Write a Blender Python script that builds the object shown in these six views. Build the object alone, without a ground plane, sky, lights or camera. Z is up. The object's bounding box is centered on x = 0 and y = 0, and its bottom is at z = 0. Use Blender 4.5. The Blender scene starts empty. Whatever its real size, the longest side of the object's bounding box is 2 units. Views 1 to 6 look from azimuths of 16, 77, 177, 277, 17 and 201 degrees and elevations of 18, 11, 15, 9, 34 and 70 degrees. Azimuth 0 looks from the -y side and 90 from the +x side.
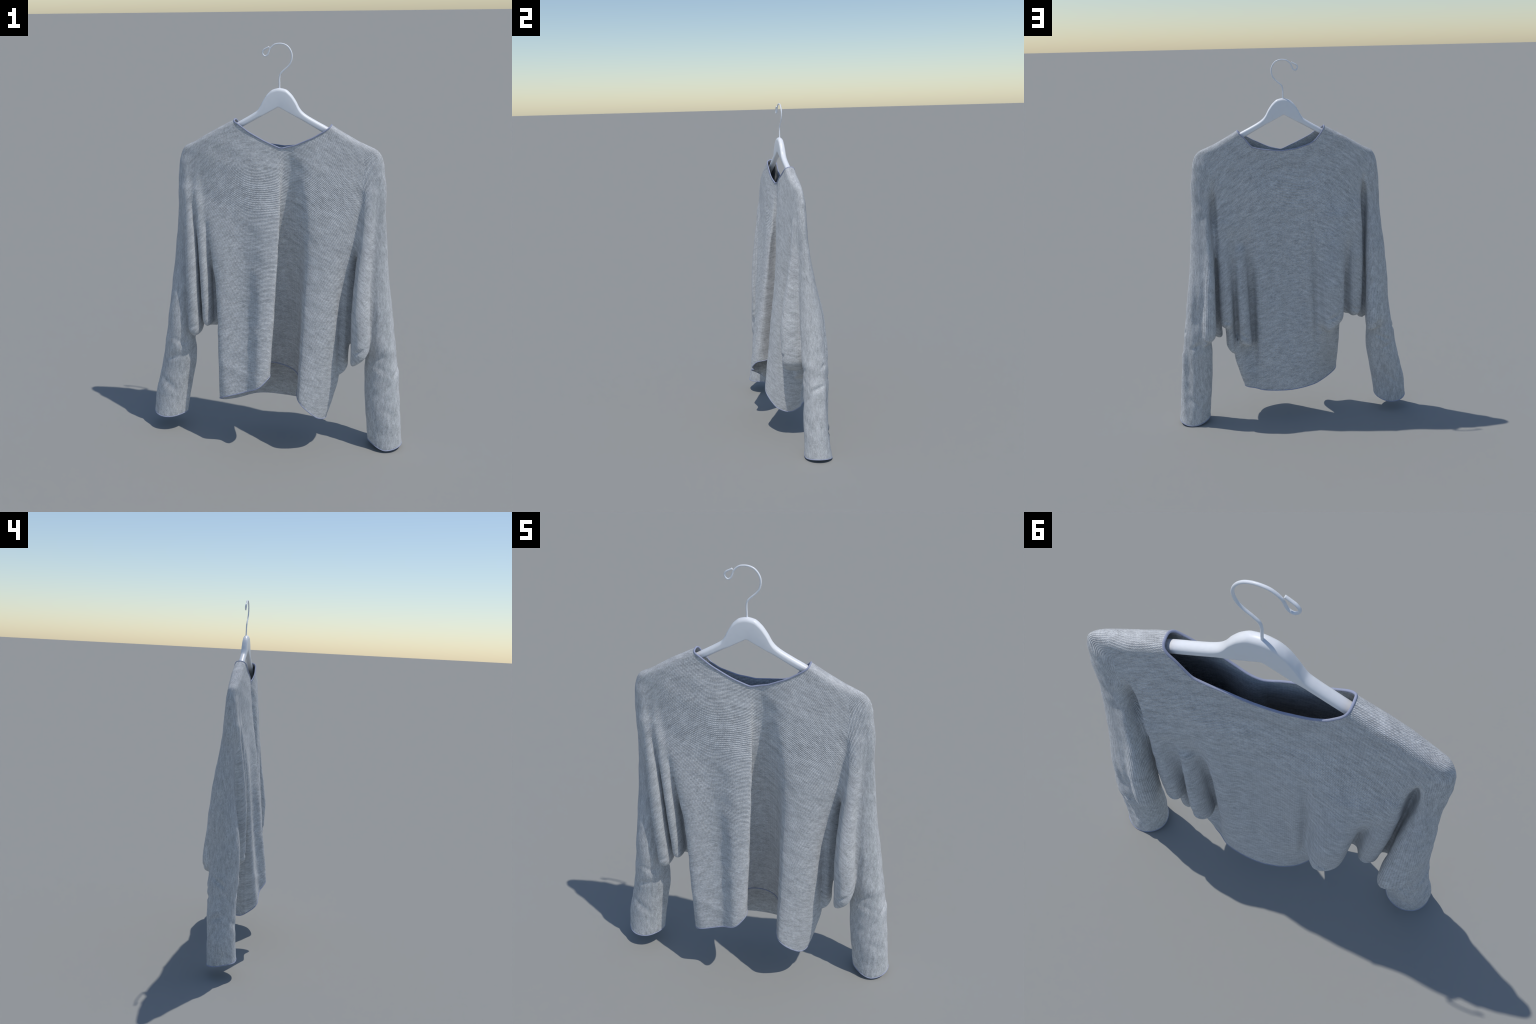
"""A light grey melange knit batwing sweater with periwinkle edge binding,
draped on a white clothes hanger.  The cloth body is built as a soft solid of
vertical drape columns (body tube, sleeves, hanging underarm folds), meshed with
surface nets, trimmed open at neck, hem and cuffs and turned into a thin shell."""
import bpy, bmesh, math
import numpy as np

H = 0.0055          # horizontal cell
HZ = 0.0065         # vertical cell
THICK = 0.0035      # cloth thickness

# ------------------------------------------------------------------ helpers
def pchip(xk, yk, x):
    """monotone cubic through key values; xk ascending, yk (n,...)"""
    xk = np.asarray(xk, float); yk = np.asarray(yk, float)
    x = np.clip(np.asarray(x, float), xk[0], xk[-1])
    h = np.diff(xk); sh = (len(h),) + (1,) * (yk.ndim - 1)
    d = np.diff(yk, axis=0) / h.reshape(sh)
    m = np.zeros_like(yk)
    m[0], m[-1] = d[0], d[-1]
    s = d[:-1] * d[1:]
    with np.errstate(divide='ignore', invalid='ignore'):
        m[1:-1] = np.where(s > 0, 2 * s / (d[:-1] + d[1:]), 0)
    i = np.clip(np.searchsorted(xk, x, side='right') - 1, 0, len(h) - 1)
    e = x.shape + (1,) * (yk.ndim - 1)
    t = ((x - xk[i]) / h[i]).reshape(e); hh = h[i].reshape(e)
    return ((2*t**3 - 3*t**2 + 1) * yk[i] + (t**3 - 2*t**2 + t) * hh * m[i]
            + (-2*t**3 + 3*t**2) * yk[i+1] + (t**3 - t**2) * hh * m[i+1])

def smin(a, b, k):
    h = np.maximum(k - np.abs(a - b), 0) / k
    return np.minimum(a, b) - h * h * k * 0.25

def smax(a, b, k):
    return -smin(-a, -b, k)

def sstep(a, b, x):
    t = np.clip((x - a) / (b - a), 0, 1)
    return t * t * (3 - 2 * t)

def closed_spline(P, sub):
    """centripetal Catmull-Rom through a closed ring of points; also gives ring parameter"""
    n = len(P); out = []; par = []
    for i in range(n):
        p0, p1, p2, p3 = P[i-1], P[i], P[(i+1) % n], P[(i+2) % n]
        d = lambda a, b: max(np.linalg.norm(b - a), 1e-4) ** 0.5
        t0 = 0; t1 = t0 + d(p0, p1); t2 = t1 + d(p1, p2); t3 = t2 + d(p2, p3)
        for j in range(sub):
            u = j / sub; t = t1 + (t2 - t1) * u
            A1 = (t1-t)/(t1-t0)*p0 + (t-t0)/(t1-t0)*p1
            A2 = (t2-t)/(t2-t1)*p1 + (t-t1)/(t2-t1)*p2
            A3 = (t3-t)/(t3-t2)*p2 + (t-t2)/(t3-t2)*p3
            B1 = (t2-t)/(t2-t0)*A1 + (t-t0)/(t2-t0)*A2
            B2 = (t3-t)/(t3-t1)*A2 + (t-t1)/(t3-t1)*A3
            out.append((t2-t)/(t2-t1)*B1 + (t-t1)/(t2-t1)*B2); par.append(i + u)
    return np.array(out), np.array(par)

def polygon_distance(poly, X, Y):
    d2 = np.full(X.shape, 1e9, np.float32); inside = np.zeros(X.shape, bool)
    n = len(poly)
    for i in range(n):
        ax, ay = poly[i]; bx, by = poly[(i+1) % n]
        ex, ey = bx - ax, by - ay; L = ex*ex + ey*ey + 1e-12
        px, py = X - ax, Y - ay
        t = np.clip((px*ex + py*ey) / L, 0, 1)
        qx, qy = px - t*ex, py - t*ey
        np.minimum(d2, qx*qx + qy*qy, out=d2)
        if ay != by:
            inside ^= ((ay > Y) != (by > Y)) & (px < ex * py / ey)
    d = np.sqrt(d2)
    return np.where(inside, -d, d)

# ------------------------------------------------------------------ shape data
# shoulder silhouette (x, z): what the hanger arms hold up
SHOULDER = [(-.52, 1.30), (-.492, 1.37), (-.478, 1.43), (-.463, 1.492), (-.440, 1.521), (-.398, 1.538),
            (-.313, 1.588), (-.186, 1.654), (-.10, 1.698), (.035, 1.765), (.17, 1.692), (.272, 1.640),
            (.391, 1.573), (.486, 1.536), (.510, 1.518), (.525, 1.482), (.540, 1.41), (.565, 1.33)]

# horizontal ring of the body at several heights, starting at the left edge, along the
# front to the right edge and back along the rear
RINGS = {
 1.75: [(-0.450,0.012),(-0.425,-0.005),(-0.120,-0.014),(0.000,-0.012),(0.045,-0.010),(0.055,-0.009),(0.080,-0.010),(0.120,-0.012),(0.200,-0.014),(0.465,-0.005),(0.490,0.013),(0.475,0.023),(0.250,0.033),(0.150,0.034),(0.040,0.035),(-0.100,0.034),(-0.250,0.033),(-0.430,0.025)],
 1.60: [(-0.460,0.012),(-0.425,-0.008),(-0.120,-0.026),(0.000,-0.024),(0.045,-0.016),(0.055,-0.014),(0.080,-0.015),(0.120,-0.020),(0.200,-0.026),(0.465,-0.007),(0.500,0.013),(0.475,0.026),(0.250,0.040),(0.150,0.041),(0.040,0.042),(-0.100,0.041),(-0.250,0.040),(-0.430,0.028)],
 1.53: [(-0.468,0.012),(-0.425,-0.011),(-0.120,-0.037),(-0.005,-0.031),(0.040,-0.024),(0.058,-0.021),(0.085,-0.021),(0.120,-0.027),(0.200,-0.036),(0.465,-0.010),(0.511,0.013),(0.475,0.029),(0.250,0.045),(0.150,0.044),(0.040,0.044),(-0.100,0.044),(-0.250,0.045),(-0.430,0.031)],
 1.45: [(-0.476,0.012),(-0.425,-0.015),(-0.120,-0.048),(-0.012,-0.040),(0.042,-0.030),(0.054,-0.021),(0.085,-0.019),(0.122,-0.028),(0.200,-0.047),(0.465,-0.013),(0.522,0.013),(0.475,0.033),(0.250,0.050),(0.150,0.048),(0.040,0.046),(-0.100,0.048),(-0.250,0.050),(-0.430,0.034)],
 1.30: [(-0.478,0.012),(-0.425,-0.022),(-0.130,-0.058),(-0.020,-0.061),(0.048,-0.047),(0.042,-0.024),(0.083,-0.011),(0.125,-0.030),(0.190,-0.058),(0.465,-0.021),(0.531,0.013),(0.475,0.040),(0.250,0.060),(0.150,0.064),(0.040,0.060),(-0.100,0.064),(-0.250,0.065),(-0.430,0.038)],
 1.15: [(-0.470,0.015),(-0.320,-0.059),(-0.135,-0.066),(-0.012,-0.088),(0.051,-0.070),(0.018,-0.022),(0.075,-0.002),(0.130,-0.022),(0.188,-0.064),(0.330,-0.060),(0.500,0.030),(0.420,0.065),(0.240,0.060),(0.180,0.070),(0.040,0.068),(-0.100,0.077),(-0.250,0.085),(-0.400,0.055)],
 1.00: [(-0.370,0.020),(-0.285,-0.079),(-0.125,-0.080),(-0.012,-0.108),(0.048,-0.087),(0.008,-0.020),(0.070,0.018),(0.130,-0.002),(0.186,-0.072),(0.320,-0.066),(0.400,0.020),(0.350,0.070),(0.235,0.045),(0.180,0.078),(0.040,0.074),(-0.100,0.084),(-0.250,0.100),(-0.330,0.060)],
 0.85: [(-0.287,0.010),(-0.262,-0.094),(-0.115,-0.092),(-0.022,-0.128),(0.041,-0.106),(0.010,-0.018),(0.060,0.035),(0.125,0.012),(0.182,-0.088),(0.310,-0.076),(0.372,0.020),(0.330,0.075),(0.225,0.030),(0.182,0.082),(0.040,0.080),(-0.100,0.085),(-0.230,0.110),(-0.295,0.060)],
 0.70: [(-0.275,-0.020),(-0.255,-0.109),(-0.110,-0.106),(-0.022,-0.145),(0.034,-0.120),(-0.010,-0.008),(0.055,0.050),(0.125,0.022),(0.178,-0.106),(0.310,-0.082),(0.345,0.020),(0.310,0.076),(0.220,0.018),(0.182,0.086),(0.040,0.088),(-0.100,0.084),(-0.220,0.110),(-0.290,0.055)],
 0.55: [(-0.272,-0.040),(-0.250,-0.124),(-0.105,-0.124),(-0.022,-0.165),(0.024,-0.137),(-0.028,0.005),(0.050,0.065),(0.125,0.036),(0.174,-0.120),(0.302,-0.086),(0.337,0.000),(0.315,0.070),(0.218,0.018),(0.182,0.090),(0.040,0.098),(-0.100,0.088),(-0.200,0.090),(-0.265,0.030)],
 0.40: [(-0.270,-0.060),(-0.240,-0.139),(-0.105,-0.144),(-0.022,-0.182),(0.016,-0.150),(-0.040,0.020),(0.050,0.080),(0.120,0.050),(0.168,-0.138),(0.285,-0.090),(0.330,-0.015),(0.325,0.050),(0.222,0.035),(0.182,0.096),(0.040,0.108),(-0.100,0.084),(-0.190,0.048),(-0.250,0.000)],
 0.25: [(-0.263,-0.090),(-0.225,-0.152),(-0.105,-0.160),(-0.022,-0.188),(0.012,-0.147),(-0.045,0.035),(0.050,0.090),(0.115,0.062),(0.165,-0.150),(0.262,-0.096),(0.304,-0.025),(0.290,0.042),(0.225,0.065),(0.178,0.100),(0.040,0.116),(-0.100,0.080),(-0.180,0.005),(-0.240,-0.060)],
 0.10: [(-0.256,-0.100),(-0.220,-0.150),(-0.100,-0.172),(-0.022,-0.190),(0.010,-0.147),(-0.045,0.040),(0.050,0.092),(0.115,0.066),(0.163,-0.150),(0.240,-0.098),(0.258,-0.025),(0.232,0.042),(0.200,0.078),(0.170,0.098),(0.040,0.118),(-0.100,0.078),(-0.175,-0.010),(-0.235,-0.070)],
}
# hem height at the same eighteen stations
HEM = [.232, .275, .322, .372, .415, .412, .376, .350, .300, .196, .170, .184, .188, .187, .189, .200, .204, .216]

# drape columns: rows of (z, x centre, y centre, half width, half depth); bottom = closing height
# (bottom, slope in x, slope in y) or None when the column runs through to a cuff
SLEEVE_R = [(1.46,.470,.012,.030,.016),(1.34,.470,.014,.054,.026),(1.15,.477,.028,.066,.036),(.95,.486,.046,.072,.056),(.78,.504,.061,.074,.073),
            (.65,.519,.062,.076,.072),(.51,.535,.066,.076,.074),(.38,.542,.068,.086,.071),(.20,.557,.062,.088,.071),(-.05,.580,.066,.082,.078)]
SLEEVE_L = [(1.46,-.425,.012,.028,.016),(1.34,-.427,.012,.043,.025),(1.15,-.442,.017,.050,.036),(.95,-.462,.026,.058,.060),(.80,-.474,.016,.064,.076),
            (.66,-.490,.0,.066,.080),(.50,-.503,.0,.080,.082),(.38,-.515,.000,.092,.080),(.20,-.550,-.010,.095,.076),(.0,-.577,-.026,.087,.080)]
FOLDS = [
 # front, left of body
 dict(rows=[(1.32,-.425,-.005,.026,.030),(1.2,-.414,-.014,.032,.038),(1.0,-.405,-.030,.037,.048),(.85,-.400,-.038,.039,.055),(.55,-.397,-.042,.039,.061)], bottom=(.556,0,-.10), r=.055),
 dict(rows=[(1.32,-.372,-.008,.020,.030),(1.2,-.358,-.018,.024,.038),(1.0,-.343,-.032,.027,.046),(.85,-.336,-.036,.028,.052),(.55,-.331,-.036,.028,.050)], bottom=(.612,-.2,-.05), r=.045),
 # front, right of body
 dict(rows=[(1.34,.458,.0,.030,.030),(1.2,.456,-.008,.034,.040),(1.0,.446,-.024,.038,.050),(.85,.441,-.036,.043,.062),(.74,.442,-.044,.049,.067),(.6,.446,-.040,.050,.066),(.45,.440,-.030,.045,.060)], bottom=(.495,.8,-.10), r=.035),
 dict(rows=[(1.1,.375,.010,.024,.040),(.9,.362,.020,.028,.044),(.7,.352,.028,.031,.044),(.4,.347,.032,.026,.040)], bottom=(.405,.9,.0), r=.02),
 # web joining body and first fold
 dict(rows=[(1.0,-.300,.015,.030,.026),(.75,-.297,.012,.032,.024),(.5,-.295,.010,.030,.020)], bottom=(.598,.3,0), r=.03),
 # rear, body lobes and underarm webs
 dict(rows=[(1.18,-.240,.035,.074,.050),(.95,-.228,.056,.076,.068),(.75,-.220,.066,.075,.082),(.5,-.215,.068,.072,.084)], bottom=(.532,-.75,.2), r=.03),
 dict(rows=[(1.25,-.350,.015,.050,.042),(1.1,-.350,.022,.050,.048),(.9,-.348,.030,.050,.054),(.7,-.347,.030,.047,.050),(.5,-.352,.030,.038,.044)], bottom=(.590,-.2,0), r=.05),
 dict(rows=[(1.2,-.440,.018,.034,.032),(1.0,-.450,.036,.048,.048),(.8,-.460,.048,.054,.056),(.62,-.456,.060,.057,.064),(.5,-.455,.062,.052,.062)], bottom=(.522,-.3,0), r=.035),
 dict(rows=[(1.15,.370,.030,.045,.038),(.9,.368,.044,.048,.046),(.7,.366,.052,.048,.050),(.5,.362,.056,.044,.048)], bottom=(.552,0,0), r=.05),
 dict(rows=[(1.0,.285,.030,.036,.042),(.8,.284,.044,.038,.050),(.6,.280,.056,.038,.054),(.4,.272,.060,.042,.050)], bottom=(.455,.6,.2), r=.03),
 dict(rows=[(1.15,.455,.036,.034,.036),(1.0,.453,.056,.038,.046),(.8,.458,.086,.045,.060),(.55,.468,.100,.046,.062),(.4,.472,.098,.044,.056)], bottom=(.480,-.6,.2), r=.03),
]
# hollows pressed into the cloth between folds (subtracted): same rows as above
HOLLOWS = [
 # rear of right sleeve: two long flutes
 dict(rows=[(.96,.535,.132,.010,.024),(.76,.538,.164,.024,.036),(.62,.545,.166,.024,.036),(.52,.545,.180,.010,.026)], k=.02),
 dict(rows=[(.62,.592,.176,.012,.034),(.45,.600,.158,.024,.040),(.25,.606,.148,.026,.036),(.08,.610,.160,.018,.026)], k=.03),
 dict(rows=[(.55,-.480,.140,.020,.030),(.40,-.470,.106,.022,.030),(.25,-.500,.092,.022,.026),(.10,-.530,.078,.014,.020)], k=.03),
 # front creases, left: sleeve | fold | fold | body
 dict(rows=[(1.24,-.452,-.062,.006,.022),(1.0,-.447,-.080,.010,.040),(.8,-.443,-.110,.010,.050),(.52,-.432,-.115,.012,.050)], k=.022),
 dict(rows=[(1.24,-.392,-.066,.006,.026),(1.0,-.373,-.074,.007,.045),(.8,-.367,-.080,.006,.060),(.56,-.361,-.085,.006,.060)], k=.016),
 dict(rows=[(1.16,-.322,-.078,.006,.020),(1.0,-.306,-.080,.010,.040),(.85,-.297,-.085,.011,.060),(.55,-.290,-.090,.013,.070)], k=.018),
 # front creases, right: body | fold | sleeve
 dict(rows=[(1.34,.428,-.058,.006,.022),(1.18,.412,-.070,.014,.038),(.95,.394,-.085,.010,.050),(.8,.386,-.088,.010,.058),(.42,.386,-.080,.010,.060)], k=.020),
 dict(rows=[(1.18,.500,-.048,.006,.020),(1.0,.492,-.066,.012,.040),(.8,.499,-.085,.011,.070),(.48,.497,-.070,.010,.070)], k=.020),
 dict(rows=[(.98,.362,-.066,.006,.020),(.75,.342,-.070,.007,.040),(.40,.340,-.070,.008,.050)], k=.016),
 # rear creases
 dict(rows=[(1.38,-.396,.066,.008,.030),(1.25,-.400,.062,.021,.068),(1.08,-.403,.070,.014,.076),(.85,-.404,.085,.005,.070),(.52,-.402,.085,.006,.070)], k=.020),
 dict(rows=[(1.02,-.305,.122,.008,.036),(.80,-.303,.118,.010,.056),(.50,-.303,.112,.014,.064)], k=.025),
 dict(rows=[(1.36,.416,.070,.008,.030),(1.22,.419,.068,.019,.060),(1.05,.417,.096,.014,.054),(.9,.414,.104,.008,.060),(.46,.417,.110,.009,.070)], k=.020),
 dict(rows=[(1.08,.328,.120,.010,.042),(.85,.321,.106,.013,.058),(.50,.313,.094,.012,.068)], k=.034),
 dict(rows=[(1.2,-.115,.118,.010,.042),(.85,-.122,.116,.012,.048),(.45,-.128,.116,.012,.046)], k=.025),
 # long grooves down the outside of the sleeves
 dict(rows=[(1.05,.582,.042,.012,.014),(.78,.604,.048,.020,.018),(.5,.636,.052,.020,.018),(.25,.664,.056,.018,.016),(.05,.680,.06,.012,.012)], k=.025),
 dict(rows=[(.85,-.572,.024,.010,.016),(.70,-.578,.020,.022,.024),(.5,-.606,.016,.020,.022),(.25,-.660,.0,.016,.016)], k=.03),
 # tuck under the rear left lobe
 dict(rows=[(.575,-.155,.140,.008,.030),(.53,-.168,.125,.020,.044),(.48,-.195,.124,.030,.044),(.42,-.20,.140,.010,.030)], k=.02),
]

def column(rows, z, X, Y):
    r = np.array(rows[::-1], float)
    cx, cy, rx, ry = pchip(r[:, 0], r[:, 1:], np.array([z]))[0]
    px, py = X - cx, Y - cy
    a = np.sqrt((px / rx)**2 + (py / ry)**2) + 1e-6
    b = np.sqrt((px / rx**2)**2 + (py / ry**2)**2) + 1e-6
    d = a * (a - 1) / b
    d = np.clip(d, -min(rx, ry), None)
    top = rows[0][0]
    if z > top:
        d = d + (z - top) * 0.5
    return d, cx, cy

ZK = np.array(sorted(RINGS)); RK = np.array([RINGS[z] for z in ZK], float)
def ring(z, sub=5):
    return closed_spline(pchip(ZK, RK, np.array([z]))[0], sub)

SH = np.array(SHOULDER)
xs = np.arange(-.715, .716, H); ys = np.arange(-.235, .225, H); zs = np.arange(-.045, 1.80, HZ)
X, Y = np.meshgrid(xs, ys, indexing='ij'); X = X.astype(np.float32); Y = Y.astype(np.float32)
ZTOP = np.interp(xs, SH[:, 0], SH[:, 1]); ZTOP = np.convolve(np.pad(ZTOP, 1, 'edge'), np.ones(3) / 3, 'valid')
SLOPE = 1 / np.sqrt(1 + np.gradient(ZTOP, xs)**2)

def solid_slice(z):
    P, _ = ring(z)
    d = polygon_distance(P, X, Y)
    k = float(np.interp(z, [.4, .8, 1.0, 1.25, 1.4], [.008, .008, .012, .024, .04]))
    for rows in (SLEEVE_L, SLEEVE_R):
        c, _, _ = column(rows, z, X, Y)
        d = smin(d, c, max(k, .015))
    for f in FOLDS:
        c, cx, cy = column(f['rows'], z, X, Y)
        b = f['bottom']
        c = smax(c, b[0] + b[1] * (X - cx) + b[2] * (Y - cy) - z, f['r'])
        d = smin(d, c, k)
    for f in HOLLOWS:
        if f['rows'][-1][0] - .1 < z < f['rows'][0][0] + .1:
            c, _, _ = column(f['rows'], z, X, Y)
            lo = f['rows'][-1][0]
            if z < lo: c = c + (lo - z) * .4
            d = smax(d, -c, f['k'])
    dtop = ((z - ZTOP) * SLOPE)[:, None]
    return smax(d, dtop - .002, .026).astype(np.float32)

def surface_nets(V, origin, step):
    nx, ny, nz = V.shape
    S = V < 0
    c = np.zeros((nx-1, ny-1, nz-1), np.int8)
    for i in (0, 1):
        for j in (0, 1):
            for k in (0, 1):
                c += S[i:nx-1+i, j:ny-1+j, k:nz-1+k]
    act = (c > 0) & (c < 8)
    ids = np.full(act.shape, -1, np.int32); I = np.argwhere(act); ids[act] = np.arange(len(I))
    acc = np.zeros((len(I), 3)); cnt = np.zeros(len(I))
    corners = [(i, j, k) for i in (0, 1) for j in (0, 1) for k in (0, 1)]
    for a in corners:
        for ax in range(3):
            if a[ax]: continue
            b = list(a); b[ax] = 1
            va = V[I[:, 0]+a[0], I[:, 1]+a[1], I[:, 2]+a[2]]; vb = V[I[:, 0]+b[0], I[:, 1]+b[1], I[:, 2]+b[2]]
            m = (va < 0) != (vb < 0)
            t = va[m] / (va[m] - vb[m])
            p = np.tile(np.array(a, float), (m.sum(), 1)); p[:, ax] = t
            acc[m] += p; cnt[m] += 1
    verts = (I + acc / cnt[:, None]) * step + origin
    quads = []
    for ax in range(3):
        u, v = [(1, 2), (2, 0), (0, 1)][ax]
        lo = [slice(None)] * 3; hi = [slice(None)] * 3
        lo[ax] = slice(0, -1); hi[ax] = slice(1, None)
        for w in (u, v):
            lo[w] = slice(1, -1); hi[w] = slice(1, -1)
        A, B = S[tuple(lo)], S[tuple(hi)]
        E = np.argwhere(A != B)
        flip = A[tuple(E.T)]
        E = E.copy(); E[:, u] += 1; E[:, v] += 1
        q = []
        for du, dv in ((-1, -1), (0, -1), (0, 0), (-1, 0)):
            e = E.copy(); e[:, u] += du; e[:, v] += dv
            q.append(ids[e[:, 0], e[:, 1], e[:, 2]])
        q = np.stack(q, 1)
        q[~flip] = q[~flip][:, ::-1]
        quads.append(q)
    return verts, np.concatenate(quads)

def edges_of(F):
    e = np.concatenate([F[:, [0, 1]], F[:, [1, 2]], F[:, [2, 3]], F[:, [3, 0]]])
    e.sort(1); return np.unique(e, axis=0)

def relax(V, E, rounds, lam=.5, mu=-.52):
    n = len(V); deg = np.bincount(E.ravel(), minlength=n)[:, None].astype(float)
    for r in range(rounds):
        for f in ((lam, mu) if mu else (lam,)):
            s = np.zeros_like(V)
            for ax in range(3):
                s[:, ax] = (np.bincount(E[:, 0], V[E[:, 1], ax], n) + np.bincount(E[:, 1], V[E[:, 0], ax], n))
            V = V + f * (s / deg - V)
    return V

def wave_noise(P, freq, seed, n=14):
    """smooth random field from a few seeded plane waves"""
    rng = np.random.default_rng(seed); out = np.zeros(len(P))
    for _ in range(n):
        k = rng.normal(size=3) * np.array(freq); out += np.sin(P @ k + rng.uniform(0, 6.28))
    return out / math.sqrt(n / 2)

# ------------------------------------------------------------------ build cloth surface
VOL = np.stack([solid_slice(z) for z in zs], axis=2)
V, F = surface_nets(VOL, np.array([xs[0], ys[0], zs[0]]), np.array([H, H, HZ]))
# keep the largest connected piece
lab = np.arange(len(V)); E = edges_of(F)
while True:
    new = lab.copy(); np.minimum.at(new, E[:, 0], lab[E[:, 1]]); np.minimum.at(new, E[:, 1], lab[E[:, 0]])
    new = new[new]
    if (new == lab).all(): break
    lab = new
big = np.bincount(lab).argmax(); F = F[lab[F[:, 0]] == big]
used = np.unique(F); remap = np.full(len(V), -1); remap[used] = np.arange(len(used)); V = V[used]; F = remap[F]
E = edges_of(F)
V = relax(V, E, 2, .5, 0); V = relax(V, E, 6)

def normals(V, F):
    n = np.cross(V[F[:, 2]] - V[F[:, 0]], V[F[:, 3]] - V[F[:, 1]])
    N = np.zeros_like(V)
    for i in range(4):
        for ax in range(3): N[:, ax] += np.bincount(F[:, i], n[:, ax], len(V))
    return N / (np.linalg.norm(N, axis=1, keepdims=True) + 1e-12)

# slack of the knit: soft vertical rolls, shallow cross wrinkles on the sleeves
N = normals(V, F)
slack = wave_noise(V, (13, 13, 2.6), 4) * .0026 * sstep(1.5, 1.1, V[:, 2])
cross = wave_noise(V, (18, 18, 22), 9) * (.0006 + .0018 * np.exp(-((V[:, 2] - .50) / .09)**2)) * sstep(.38, .46, np.abs(V[:, 0] - .02)) * sstep(1.1, .8, V[:, 2])
fine = wave_noise(V, (45, 45, 45), 11) * .0005
V = V + N * (slack + cross + fine)[:, None]

# single creases where the sleeves kink at the elbow and the underarm cloth bunches:
# (point, direction, half length, half width, depth)
WRINKLES = [
 ((.49,.150,.505),(1,0,.45),.050,.010,.009), ((.56,.140,.470),(1,0,-.5),.050,.011,.008), ((.60,.090,.545),(.3,.6,.7),.055,.010,.007),
 ((.62,.060,.430),(.2,.8,.4),.050,.012,.007), ((.53,-.008,.510),(1,0,.35),.060,.014,.004), ((.57,-.008,.440),(1,0,-.55),.060,.015,.0035),
 ((.55,.0,.330),(1,0,.8),.060,.018,.003), ((.60,.0,.215),(1,0,-.7),.060,.018,.003), ((.58,.135,.150),(1,0,.9),.060,.014,.006),
 ((-.50,.080,.470),(1,0,.5),.050,.010,.009), ((-.54,.078,.415),(1,0,-.45),.050,.011,.007), ((-.46,.110,.560),(1,0,-.3),.040,.009,.006),
 ((-.47,-.075,.520),(1,0,-.5),.055,.014,.0045), ((-.52,-.080,.430),(1,0,.4),.055,.015,.004), ((-.55,-.085,.270),(1,0,-.8),.060,.018,.003),
 ((-.58,.0,.500),(.3,.7,.5),.055,.011,.007), ((-.62,.0,.330),(.2,.8,-.4),.055,.013,.006), ((-.57,.065,.200),(1,0,.9),.060,.013,.006),
 ((.36,.105,.600),(1,.0,.35),.030,.008,.008), ((.28,.110,.520),(1,0,.7),.035,.009,.008), ((-.22,.150,.620),(1,0,-.5),.045,.010,.007),
 ((-.35,.075,.640),(1,0,.4),.035,.009,.007), ((.45,-.105,.580),(1,0,.6),.035,.009,.008), ((-.40,-.100,.620),(1,0,.5),.030,.008,.005),
 ((.04,.10,.60),(.15,0,1),.20,.022,.006), ((-.06,.09,.75),(.1,0,1),.22,.020,.005), ((.11,.085,.80),(-.08,0,1),.22,.020,.005),
]
for c, u, L, wd, dep in WRINKLES:
    u = np.array(u, float); u /= np.linalg.norm(u); D = V - np.array(c)
    al = D @ u; pe = np.linalg.norm(D - al[:, None] * u, axis=1)
    near_s = np.linalg.norm(D, axis=1) < 3 * L
    # rows of cloth either side rise a little as the crease sinks
    r2 = (pe / wd)**2
    V = V - N * (near_s * dep * np.exp(-(al / L)**2) * (1 - .5 * r2) * np.exp(-.5 * r2))[:, None]

# ------------------------------------------------------------------ openings
NECK_F = [(-.30,1.80),(-.188,1.668),(-.184,1.648),(-.166,1.640),(-.111,1.602),(-.033,1.563),(.044,1.530),(.112,1.547),(.198,1.586),(.255,1.620),(.275,1.636),(.279,1.66),(.40,1.80)]
NECK_B = [(-.30,1.80),(-.188,1.668),(-.184,1.650),(-.172,1.626),(-.139,1.584),(-.105,1.562),(-.029,1.539),(.046,1.531),(.144,1.541),(.201,1.554),(.239,1.602),(.272,1.634),(.279,1.66),(.40,1.80)]
HEMK = np.array(HEM + HEM[:1])

def ring_station(P3):
    """nearest station along the body ring for each point (used for hem and front/rear split)"""
    t = np.zeros(len(P3)); zi = np.round((P3[:, 2] - .0) / .02).astype(int)
    for k in np.unique(zi):
        m = zi == k
        R, par = ring(max(k * .02, .1), 24)
        d = ((P3[m][:, None, :2] - R[None]) ** 2).sum(2)
        t[m] = par[d.argmin(1)]
    return t

def sleeve_side(P3):
    x, y, z = P3.T; s = np.zeros(len(P3), int)
    rear = y > .5 * (.012 + .02)
    top = sstep(1.15, 1.32, z)
    left = np.where(rear, -.403, np.interp(z, [.5, 1.2], [-.432, -.450])) * (1 - top) - .415 * top
    right = np.where(rear, .416, np.interp(z, [.5, 1.2], [.494, .497])) * (1 - top) + .430 * top
    s[(x < left) | (z < .42) & (x < -.35)] = -1
    s[(x > right) | (z < .42) & (x > .40)] = 1
    return s

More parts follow.
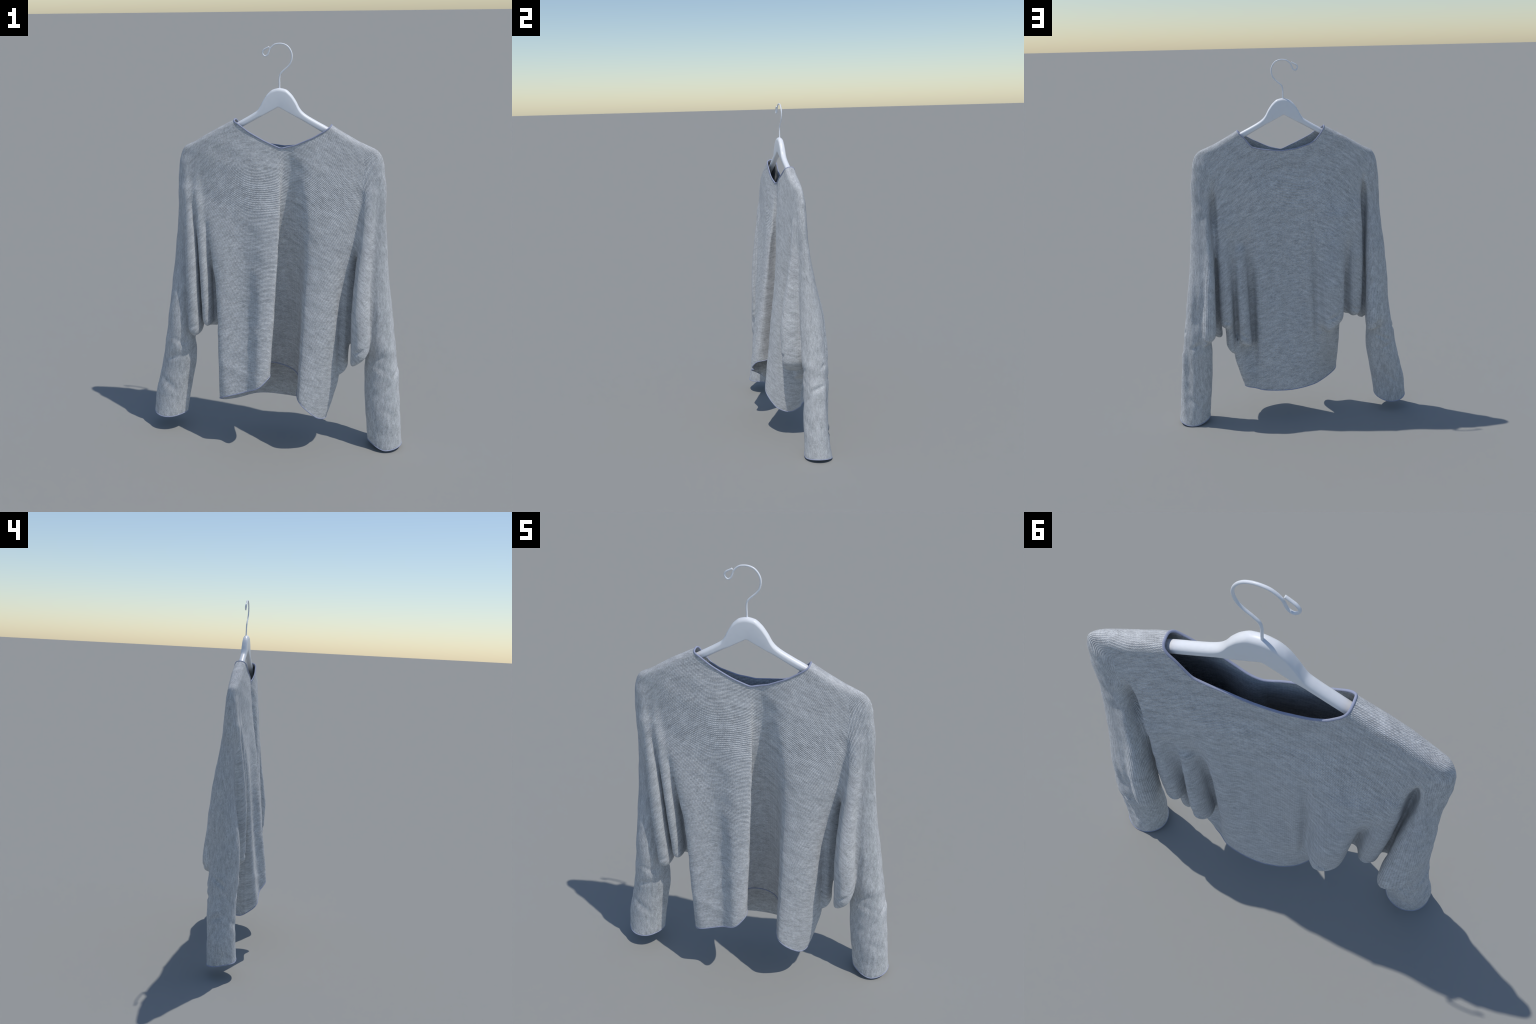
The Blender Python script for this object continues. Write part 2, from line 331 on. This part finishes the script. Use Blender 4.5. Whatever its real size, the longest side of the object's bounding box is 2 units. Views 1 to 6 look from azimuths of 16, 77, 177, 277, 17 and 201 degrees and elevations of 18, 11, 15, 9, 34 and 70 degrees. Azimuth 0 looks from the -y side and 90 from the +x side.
stat = ring_station(V)
nf = np.array(NECK_F); nb = np.array(NECK_B)
w = sstep(-.012, .018, V[:, 1] - .004)
zneck = np.interp(V[:, 0], nf[:, 0], nf[:, 1]) * (1 - w) + np.interp(V[:, 0], nb[:, 0], nb[:, 1]) * w
side = sleeve_side(V)
hem = pchip(np.arange(19), HEMK, stat)
uL = (V[:, 0] + .575) / .087; uR = (V[:, 0] - .580) / .080
cuffL = .056 + .022 * uL**2 + .022 * np.clip(-V[:, 1] / .08, 0, 1.3)
cuffR = .002 + .018 * uR**2 + np.clip((.07 - V[:, 1]) / .07, 0, 1) * (.008 + .018 * np.clip(-uR, 0, 1))
low = np.where(side < 0, cuffL, np.where(side > 0, cuffR, hem))
G = np.where(V[:, 2] > 1.0, V[:, 2] - zneck, low - V[:, 2])
G[np.abs(G) < 2e-4] = 2e-4

bm = bmesh.new()
bv = [bm.verts.new(p) for p in V]
keep = G[F].min(1) < 0
for q in F[keep]:
    try: bm.faces.new([bv[i] for i in q])
    except ValueError: pass
bm.verts.index_update()
g = {v: G[i] for i, v in enumerate(bv)}
cut = []
for e in list(bm.edges):
    a, b = e.verts
    if (g[a] < 0) != (g[b] < 0):
        cut.append((e, a, g[a] / (g[a] - g[b])))
newv = []
for e, a, t in cut:
    _, nv = bmesh.utils.edge_split(e, a, t); g[nv] = 0.0; newv.append(nv)
bmesh.ops.connect_verts(bm, verts=newv)
dead = [f for f in bm.faces if max(g[v] for v in f.verts) > 0]
bmesh.ops.delete(bm, geom=dead, context='FACES')
bmesh.ops.delete(bm, geom=[v for v in bm.verts if not v.link_faces], context='VERTS')
# weld slivers left by the cut
short = [e for e in bm.edges if e.is_boundary and e.calc_length() < .0012]
bmesh.ops.collapse(bm, edges=short)
bm.verts.index_update(); bm.normal_update()

# boundary loops, smoothed
def boundary_loops(bm):
    nxt = {}
    for e in bm.edges:
        if e.is_boundary:
            l = e.link_loops[0]; nxt[l.vert] = l.link_loop_next.vert
    loops = []; todo = dict.fromkeys(nxt)
    while todo:
        s = next(iter(todo)); L = []; v = s
        while v in todo:
            L.append(v); del todo[v]; v = nxt.get(v)
        loops.append(L)
    return loops
LOOPS = [L for L in boundary_loops(bm) if len(L) > 20]
loop_data = []
for L in LOOPS:
    P = np.array([v.co[:] for v in L])
    isneck = P[:, 2].mean() > 1.0
    for _ in range(4 if isneck else 14):
        P = P * .5 + .25 * (np.roll(P, 1, 0) + np.roll(P, -1, 0))
    for v, p in zip(L, P): v.co = p
    side_of = 0 if isneck else (-1 if P[:, 0].mean() < -.4 else 1 if P[:, 0].mean() > .4 else 2)
    loop_data.append((side_of, P))
bm.normal_update()

# ------------------------------------------------------------------ thin shell
verts = np.array([v.co[:] for v in bm.verts]); norm = np.array([v.normal[:] for v in bm.verts])
bm.verts.index_update()
faces = [[v.index for v in f.verts] for f in bm.faces]
bedges = [(e.link_loops[0].vert.index, e.link_loops[0].link_loop_next.vert.index) for e in bm.edges if e.is_boundary]
bm.free()
n0 = len(verts)
ALLV = np.concatenate([verts, verts - norm * THICK]); ALLN = np.concatenate([norm, -norm])
cen = np.array([verts[f].mean(0) for f in faces])
fstat = ring_station(cen); fside = sleeve_side(cen)
region = np.where(fside < 0, 2, np.where(fside > 0, 3, np.where((fstat < 10) & (fstat >= 0), 0, 1)))
cell = {}
for f, r in zip(faces, region):
    for i in range(len(f)): cell[(f[i], f[(i+1) % len(f)])] = r
REG = [[] for _ in range(4)]
for f, r in zip(faces, region):
    REG[r].append(f); REG[r].append([i + n0 for i in f[::-1]])
for a, b in bedges:
    REG[cell[(a, b)]].append([b, a, a + n0, b + n0])

# ------------------------------------------------------------------ materials
def nodes(name):
    m = bpy.data.materials.new(name); m.use_nodes = True
    nt = m.node_tree; nt.nodes.clear()
    out = nt.nodes.new('ShaderNodeOutputMaterial'); b = nt.nodes.new('ShaderNodeBsdfPrincipled')
    nt.links.new(b.outputs[0], out.inputs[0])
    def N(kind, **kw):
        n = nt.nodes.new(kind)
        for k, v in kw.items(): setattr(n, k, v)
        return n
    def M(op, a, b=None, c=None):
        n = N('ShaderNodeMath', operation=op)
        for i, v in enumerate((a, b, c)):
            if v is None: continue
            if isinstance(v, (int, float)): n.inputs[i].default_value = v
            else: nt.links.new(v, n.inputs[i])
        return n.outputs[0]
    return m, nt, b, N, M

def knit_material(name, kind, sx=0):
    """melange knit; kind 'body': courses lie across the body and dip along the shoulder slope,
    kind 'sleeve': courses run down the sleeve, turning at the shoulder point"""
    m, nt, bsdf, N, M = nodes(name)
    tc = N('ShaderNodeTexCoord'); sep = N('ShaderNodeSeparateXYZ'); nt.links.new(tc.outputs['Object'], sep.inputs[0])
    x, y, z = sep.outputs
    # rows lie level across the chest and slope with the shoulder line towards the arms
    def ramp_up(v, soft): return M('MULTIPLY', M('ADD', v, M('SQRT', M('ADD', M('MULTIPLY', v, v), soft * soft))), .5)
    right = ramp_up(M('SUBTRACT', x, .10), .07); left = ramp_up(M('MULTIPLY', M('ADD', x, .12), -1), .07)
    steep = M('ADD', ramp_up(M('SUBTRACT', x, .36), .03), ramp_up(M('MULTIPLY', M('ADD', x, .33), -1), .03))
    A = M('ADD', M('ADD', z, M('MULTIPLY', M('ADD', right, left), .53)), M('MULTIPLY', steep, .45))
    # over the shoulder ridge the rows stay parallel to the ridge
    near = N('ShaderNodeMapRange', interpolation_type='SMOOTHSTEP'); near.inputs['From Min'].default_value = 1.20; near.inputs['From Max'].default_value = 1.46
    nt.links.new(z, near.inputs['Value'])
    A = M('SUBTRACT', A, M('MULTIPLY', M('ABSOLUTE', M('SUBTRACT', y, .008)), near.outputs[0]))
    if kind == 'body':
        course, wale = A, M('ADD', x, M('MULTIPLY', y, .6))
    else:
        # down the arm the rows run along the sleeve: distance in from the outer edge of the
        # sleeve (which leans out towards the cuff) and away from its middle plane
        y1, e0, e1, z0, L = (.066, .522, .135, 1.47, 1.42) if sx > 0 else (.0, .476, .185, 1.45, 1.35)
        drop = M('MAXIMUM', M('MULTIPLY', M('SUBTRACT', z0, z), 1 / L), 0)
        edge = M('ADD', M('MULTIPLY', M('POWER', drop, 1.5), e1), e0)
        B = M('SUBTRACT', M('MULTIPLY', x, float(sx)), edge)
        cy = M('ADD', M('MULTIPLY', M('MINIMUM', drop, .5), (y1 - .012) / .5), .012)
        A0 = M('ADD', M('ADD', z, M('MULTIPLY', M('ADD', right, left), .53)), -1.757 if sx > 0 else -1.695)
        upper = M('SUBTRACT', M('SMOOTH_MAX', A0, B, .06), M('ABSOLUTE', M('SUBTRACT', y, cy)))
        # lower down: angle round the leaning axis of the tube
        f0, f1 = (.468, .575) if sx > 0 else (-.425, -.570)
        fall = M('SUBTRACT', 1.35, z)
        cx = M('ADD', M('MULTIPLY', fall, (f1 - f0) / 1.35), f0)
        ang = M('ARCTAN2', M('SUBTRACT', y, cy), M('MULTIPLY', M('SUBTRACT', x, cx), float(sx)))
        lower = M('MULTIPLY', M('ABSOLUTE', ang), -.085)
        low = N('ShaderNodeMapRange', interpolation_type='SMOOTHSTEP'); low.inputs['From Min'].default_value = 1.36; low.inputs['From Max'].default_value = 1.16
        nt.links.new(z, low.inputs['Value'])
        course = M('ADD', upper, M('MULTIPLY', M('SUBTRACT', lower, upper), low.outputs[0]))
        wale = M('SUBTRACT', z, M('MULTIPLY', M('ABSOLUTE', x), .6))
    pitch = .0062
    zig = M('PINGPONG', M('MULTIPLY', wale, 1 / .0075), .5)
    rows = M('SINE', M('ADD', M('MULTIPLY', course, 2 * math.pi / pitch), M('MULTIPLY', zig, 3.0)))
    ribs = M('SINE', M('MULTIPLY', wale, 2 * math.pi / .0075))
    # melange: streaks drawn out along the rows + short fibre flecks
    cv = N('ShaderNodeCombineXYZ'); nt.links.new(M('MULTIPLY', wale, 26), cv.inputs[0]); nt.links.new(M('MULTIPLY', course, 70), cv.inputs[1])
    nt.links.new(M('MULTIPLY', y, 12), cv.inputs[2])
    n1 = N('ShaderNodeTexNoise'); nt.links.new(cv.outputs[0], n1.inputs['Vector']); n1.inputs['Scale'].default_value = 1.0; n1.inputs['Detail'].default_value = 4; n1.inputs['Roughness'].default_value = .65
    cv2 = N('ShaderNodeCombineXYZ'); nt.links.new(M('MULTIPLY', wale, 110), cv2.inputs[0]); nt.links.new(M('MULTIPLY', course, 230), cv2.inputs[1])
    nt.links.new(M('MULTIPLY', y, 60), cv2.inputs[2])
    n2 = N('ShaderNodeTexNoise'); nt.links.new(cv2.outputs[0], n2.inputs['Vector']); n2.inputs['Scale'].default_value = 1.0; n2.inputs['Detail'].default_value = 2
    tone = M('ADD', M('MULTIPLY', n1.outputs[0], .52), M('MULTIPLY', n2.outputs[0], .40))
    tone = M('ADD', tone, M('MULTIPLY', rows, .056))
    tone = M('ADD', tone, M('MULTIPLY', ribs, .018))
    ramp = N('ShaderNodeValToRGB'); cr = ramp.color_ramp
    cr.elements[0].position = .20; cr.elements[0].color = (.264, .272, .281, 1)
    cr.elements[1].position = .72; cr.elements[1].color = (.835, .85, .86, 1)
    e = cr.elements.new(.46); e.color = (.55, .561, .572, 1)
    nt.links.new(tone, ramp.inputs[0]); nt.links.new(ramp.outputs[0], bsdf.inputs['Base Color'])
    bsdf.inputs['Roughness'].default_value = .92
    bsdf.inputs['Specular IOR Level'].default_value = .15
    bsdf.inputs['Sheen Weight'].default_value = .15; bsdf.inputs['Sheen Roughness'].default_value = .6
    hgt = M('ADD', rows, M('MULTIPLY', n2.outputs[0], .6))
    bp = N('ShaderNodeBump'); bp.inputs['Strength'].default_value = .45; bp.inputs['Distance'].default_value = .0018
    nt.links.new(hgt, bp.inputs['Height']); nt.links.new(bp.outputs[0], bsdf.inputs['Normal'])
    return m

def plain_material(name, col, rough, spec=.4, grain=.03, metallic=0):
    m, nt, bsdf, N, M = nodes(name)
    tc = N('ShaderNodeTexCoord'); n = N('ShaderNodeTexNoise'); nt.links.new(tc.outputs['Object'], n.inputs['Vector'])
    n.inputs['Scale'].default_value = 60; n.inputs['Detail'].default_value = 3
    ramp = N('ShaderNodeValToRGB'); cr = ramp.color_ramp
    cr.elements[0].position = .3; cr.elements[0].color = tuple(c * (1 - grain) for c in col) + (1,)
    cr.elements[1].position = .7; cr.elements[1].color = tuple(min(1, c * (1 + grain)) for c in col) + (1,)
    nt.links.new(n.outputs[0], ramp.inputs[0]); nt.links.new(ramp.outputs[0], bsdf.inputs['Base Color'])
    bsdf.inputs['Roughness'].default_value = rough; bsdf.inputs['Specular IOR Level'].default_value = spec
    bsdf.inputs['Metallic'].default_value = metallic
    return m

mat_body = knit_material('grey_melange_knit', 'body')
mat_sl = knit_material('grey_melange_knit_sleeve_left', 'sleeve', -1)
mat_sr = knit_material('grey_melange_knit_sleeve_right', 'sleeve', 1)
mat_trim = plain_material('periwinkle_binding', (.345, .375, .50), .8, .2, .06)
mat_white = plain_material('white_lacquer', (.87, .88, .90), .38, .45, .01)
mat_wire = plain_material('white_coated_wire', (.84, .86, .89), .35, .5, .01)

# ------------------------------------------------------------------ objects
def link(o, parent=None):
    bpy.context.scene.collection.objects.link(o)
    if parent: o.parent = parent
    return o

sweater = link(bpy.data.objects.new('sweater', None)); sweater.empty_display_size = .1
sweater['label'] = 'grey melange knit batwing sweater with periwinkle edge binding hanging'
sweater['category'] = 'sweater'

zmin = ALLV[:, 2].min()
for name, r, mat in (('front_panel', 0, mat_body), ('back_panel', 1, mat_body), ('sleeve', 2, mat_sl), ('sleeve', 3, mat_sr)):
    idx = np.unique(np.concatenate([np.array(f) for f in REG[r]])); mp = {int(v): i for i, v in enumerate(idx)}
    me = bpy.data.meshes.new(name)
    me.from_pydata(ALLV[idx].tolist(), [], [[mp[i] for i in f] for f in REG[r]])
    me.polygons.foreach_set('use_smooth', [True] * len(me.polygons))
    me.update(); me.normals_split_custom_set_from_vertices(ALLN[idx].tolist())
    me.materials.append(mat)
    link(bpy.data.objects.new(name, me), sweater)

def tube(name, P, rad, mat, parent, closed=True, sides=10):
    P = np.asarray(P, float); n = len(P)
    T = (np.roll(P, -1, 0) - np.roll(P, 1, 0)) if closed else np.gradient(P, axis=0)
    T /= np.linalg.norm(T, axis=1, keepdims=True) + 1e-12
    u = np.cross(T[0], [0.3, .2, 1]); u /= np.linalg.norm(u); U = []
    for i in range(n):
        u = u - T[i] * (u @ T[i]); u /= np.linalg.norm(u); U.append(u.copy())
    U = np.array(U); W = np.cross(T, U)
    a = np.arange(sides) * 2 * math.pi / sides
    R = np.broadcast_to(np.asarray(rad, float), (n,))
    vv = (P[:, None] + R[:, None, None] * (np.cos(a)[None, :, None] * U[:, None] + np.sin(a)[None, :, None] * W[:, None])).reshape(-1, 3)
    ff = []
    shift = 0
    if closed:  # align frame at the closing ring
        ang = math.atan2(U[0] @ np.cross(T[-1], U[-1]), U[0] @ U[-1]); shift = int(round(ang / (2 * math.pi / sides)))
    for i in range(n if closed else n - 1):
        j = (i + 1) % n; s = shift if (closed and j == 0) else 0
        for k in range(sides):
            k2 = (k + 1) % sides
            ff.append([i*sides + k, i*sides + k2, j*sides + (k2 - s) % sides, j*sides + (k - s) % sides])
    if not closed:
        ff.append(list(range(sides))[::-1]); ff.append([(n-1)*sides + k for k in range(sides)])
    me = bpy.data.meshes.new(name); me.from_pydata(vv.tolist(), [], ff)
    bm = bmesh.new(); bm.from_mesh(me); bmesh.ops.recalc_face_normals(bm, faces=bm.faces); bm.to_mesh(me); bm.free()
    me.polygons.foreach_set('use_smooth', [len(p.vertices) == 4 for p in me.polygons]); me.materials.append(mat)
    return link(bpy.data.objects.new(name, me), parent)

for s, P in loop_data:
    d = np.linalg.norm(np.diff(np.vstack([P, P[:1]]), axis=0), axis=1); L = d.sum(); cum = np.concatenate([[0], np.cumsum(d)])
    n = int(L / .006); t = np.linspace(0, L, n, endpoint=False)
    Q = np.vstack([P, P[:1]]); P = np.stack([np.interp(t, cum, Q[:, k]) for k in range(3)], 1)
    name, rad = {0: ('neck_binding', .0035), 2: ('hem_binding', .0026), -1: ('cuff_binding', .0027), 1: ('cuff_binding', .0027)}[s]
    tube(name, P, rad, mat_trim, sweater)

# ------------------------------------------------------------------ hanger
hanger = link(bpy.data.objects.new('clothes_hanger', None)); hanger.empty_display_size = .1
hanger['label'] = 'white moulded clothes hanger with a white wire hook'
hanger['category'] = 'clothes hanger'

TOP = [(-.425,1.490),(-.40,1.512),(-.30,1.574),(-.176,1.640),(-.129,1.666),(-.095,1.686),(-.075,1.700),(-.062,1.718),(-.047,1.745),(-.023,1.779),(.001,1.796),(.030,1.802),
       (.058,1.797),(.082,1.779),(.106,1.747),(.123,1.716),(.136,1.700),(.157,1.684),(.202,1.659),(.259,1.630),(.40,1.548),(.455,1.515),(.475,1.495)]
BOT = [(-.425,1.476),(-.40,1.486),(-.30,1.540),(-.149,1.621),(-.052,1.674),(.020,1.7135),(.027,1.7155),(.034,1.7135),(.099,1.680),(.231,1.609),(.40,1.519),(.455,1.489),(.475,1.478)]
tp = np.array(TOP); bt = np.array(BOT)
hx = np.concatenate([np.linspace(-.425, -.11, 40), np.linspace(-.108, .16, 110), np.linspace(.163, .475, 40)])
zt = pchip(tp[:, 0], tp[:, 1], hx); zb = np.interp(hx, bt[:, 0], bt[:, 1])
zb = np.where(np.abs(hx - .027) < .008, pchip(bt[:, 0], bt[:, 1], hx), zb)
rings = []
def arc(cx, cz, r, a0, a1, n):
    return [(cx + r * math.cos(a0 + (a1 - a0) * i / n), cz + r * math.sin(a0 + (a1 - a0) * i / n)) for i in range(n + 1)]
for x_, a, b in zip(hx, zt, zb):
    hh = (a - b) / 2
    hd = .0155 * min(1, (hh / .014) ** .5)
    rt = min(hd * .97, hh * 1.1)              # full round over the top
    rb = min(hd * .97, hh * .8) * float(np.interp(hh, [.017, .035], [.75, .40]))   # softer underside on the arms
    if rt + rb > 2 * hh * .98: k_ = 2 * hh * .98 / (rt + rb); rt *= k_; rb *= k_
    prof = (arc(hd - rb, b + rb, rb, -math.pi / 2, 0, 6) + arc(hd - rt, a - rt, rt, 0, math.pi / 2, 12)
            + arc(rt - hd, a - rt, rt, math.pi / 2, math.pi, 12) + arc(rb - hd, b + rb, rb, math.pi, 1.5 * math.pi, 6))
    rings.append([(x_, .010 + p, q) for p, q in prof])
sides = len(rings[0])
vv = [p for r in rings for p in r]; nR = len(rings)
ff = [[i*sides + k, i*sides + (k+1) % sides, (i+1)*sides + (k+1) % sides, (i+1)*sides + k] for i in range(nR-1) for k in range(sides)]
ff += [list(range(sides)), [(nR-1)*sides + k for k in range(sides)][::-1]]
me = bpy.data.meshes.new('hanger_arms'); me.from_pydata(vv, [], ff)
bm = bmesh.new(); bm.from_mesh(me); bmesh.ops.recalc_face_normals(bm, faces=bm.faces); bm.to_mesh(me); bm.free()
me.materials.append(mat_white); me.polygons.foreach_set('use_smooth', [True] * len(me.polygons))
me.set_sharp_from_angle(angle=math.radians(50))
link(bpy.data.objects.new('hanger_arms', me), hanger)

HOOK = [(.029,1.795),(.029,1.820),(.029,1.845),(.034,1.865),(.048,1.880),(.067,1.896),(.080,1.913),(.0865,1.935),(.0855,1.955),(.077,1.974),(.063,1.9885),(.045,1.9960),(.027,1.9975),
        (.009,1.9945),(-.006,1.985),(-.016,1.973),(-.0215,1.959),(-.0275,1.948),(-.038,1.943),(-.047,1.949),(-.050,1.960),(-.043,1.971),(-.030,1.978),(-.0185,1.9835)]
hk = np.array(HOOK); cum = np.concatenate([[0], np.cumsum(np.linalg.norm(np.diff(hk, axis=0), axis=1))])
pts = np.vstack([2 * hk[0] - hk[1], hk, 2 * hk[-1] - hk[-2]])
path = []
for i in range(1, len(pts) - 2):
    for u in np.linspace(0, 1, 8, endpoint=False):
        p0, p1, p2, p3 = pts[i-1:i+3]
        path.append(.5 * (2*p1 + (p2-p0)*u + (2*p0-5*p1+4*p2-p3)*u*u + (3*p1-p0-3*p2+p3)*u**3))
path.append(hk[-1]); path = np.array(path)
yy = np.full(len(path), .013); s_ = np.linspace(0, 1, len(path)); yy += -.003 * sstep(.85, 1, s_)
tube('hook', np.stack([path[:, 0], yy, path[:, 1]], 1), .0037, mat_wire, hanger, closed=False, sides=14)
for o in (sweater, hanger): o.location = (0, 0, 0)
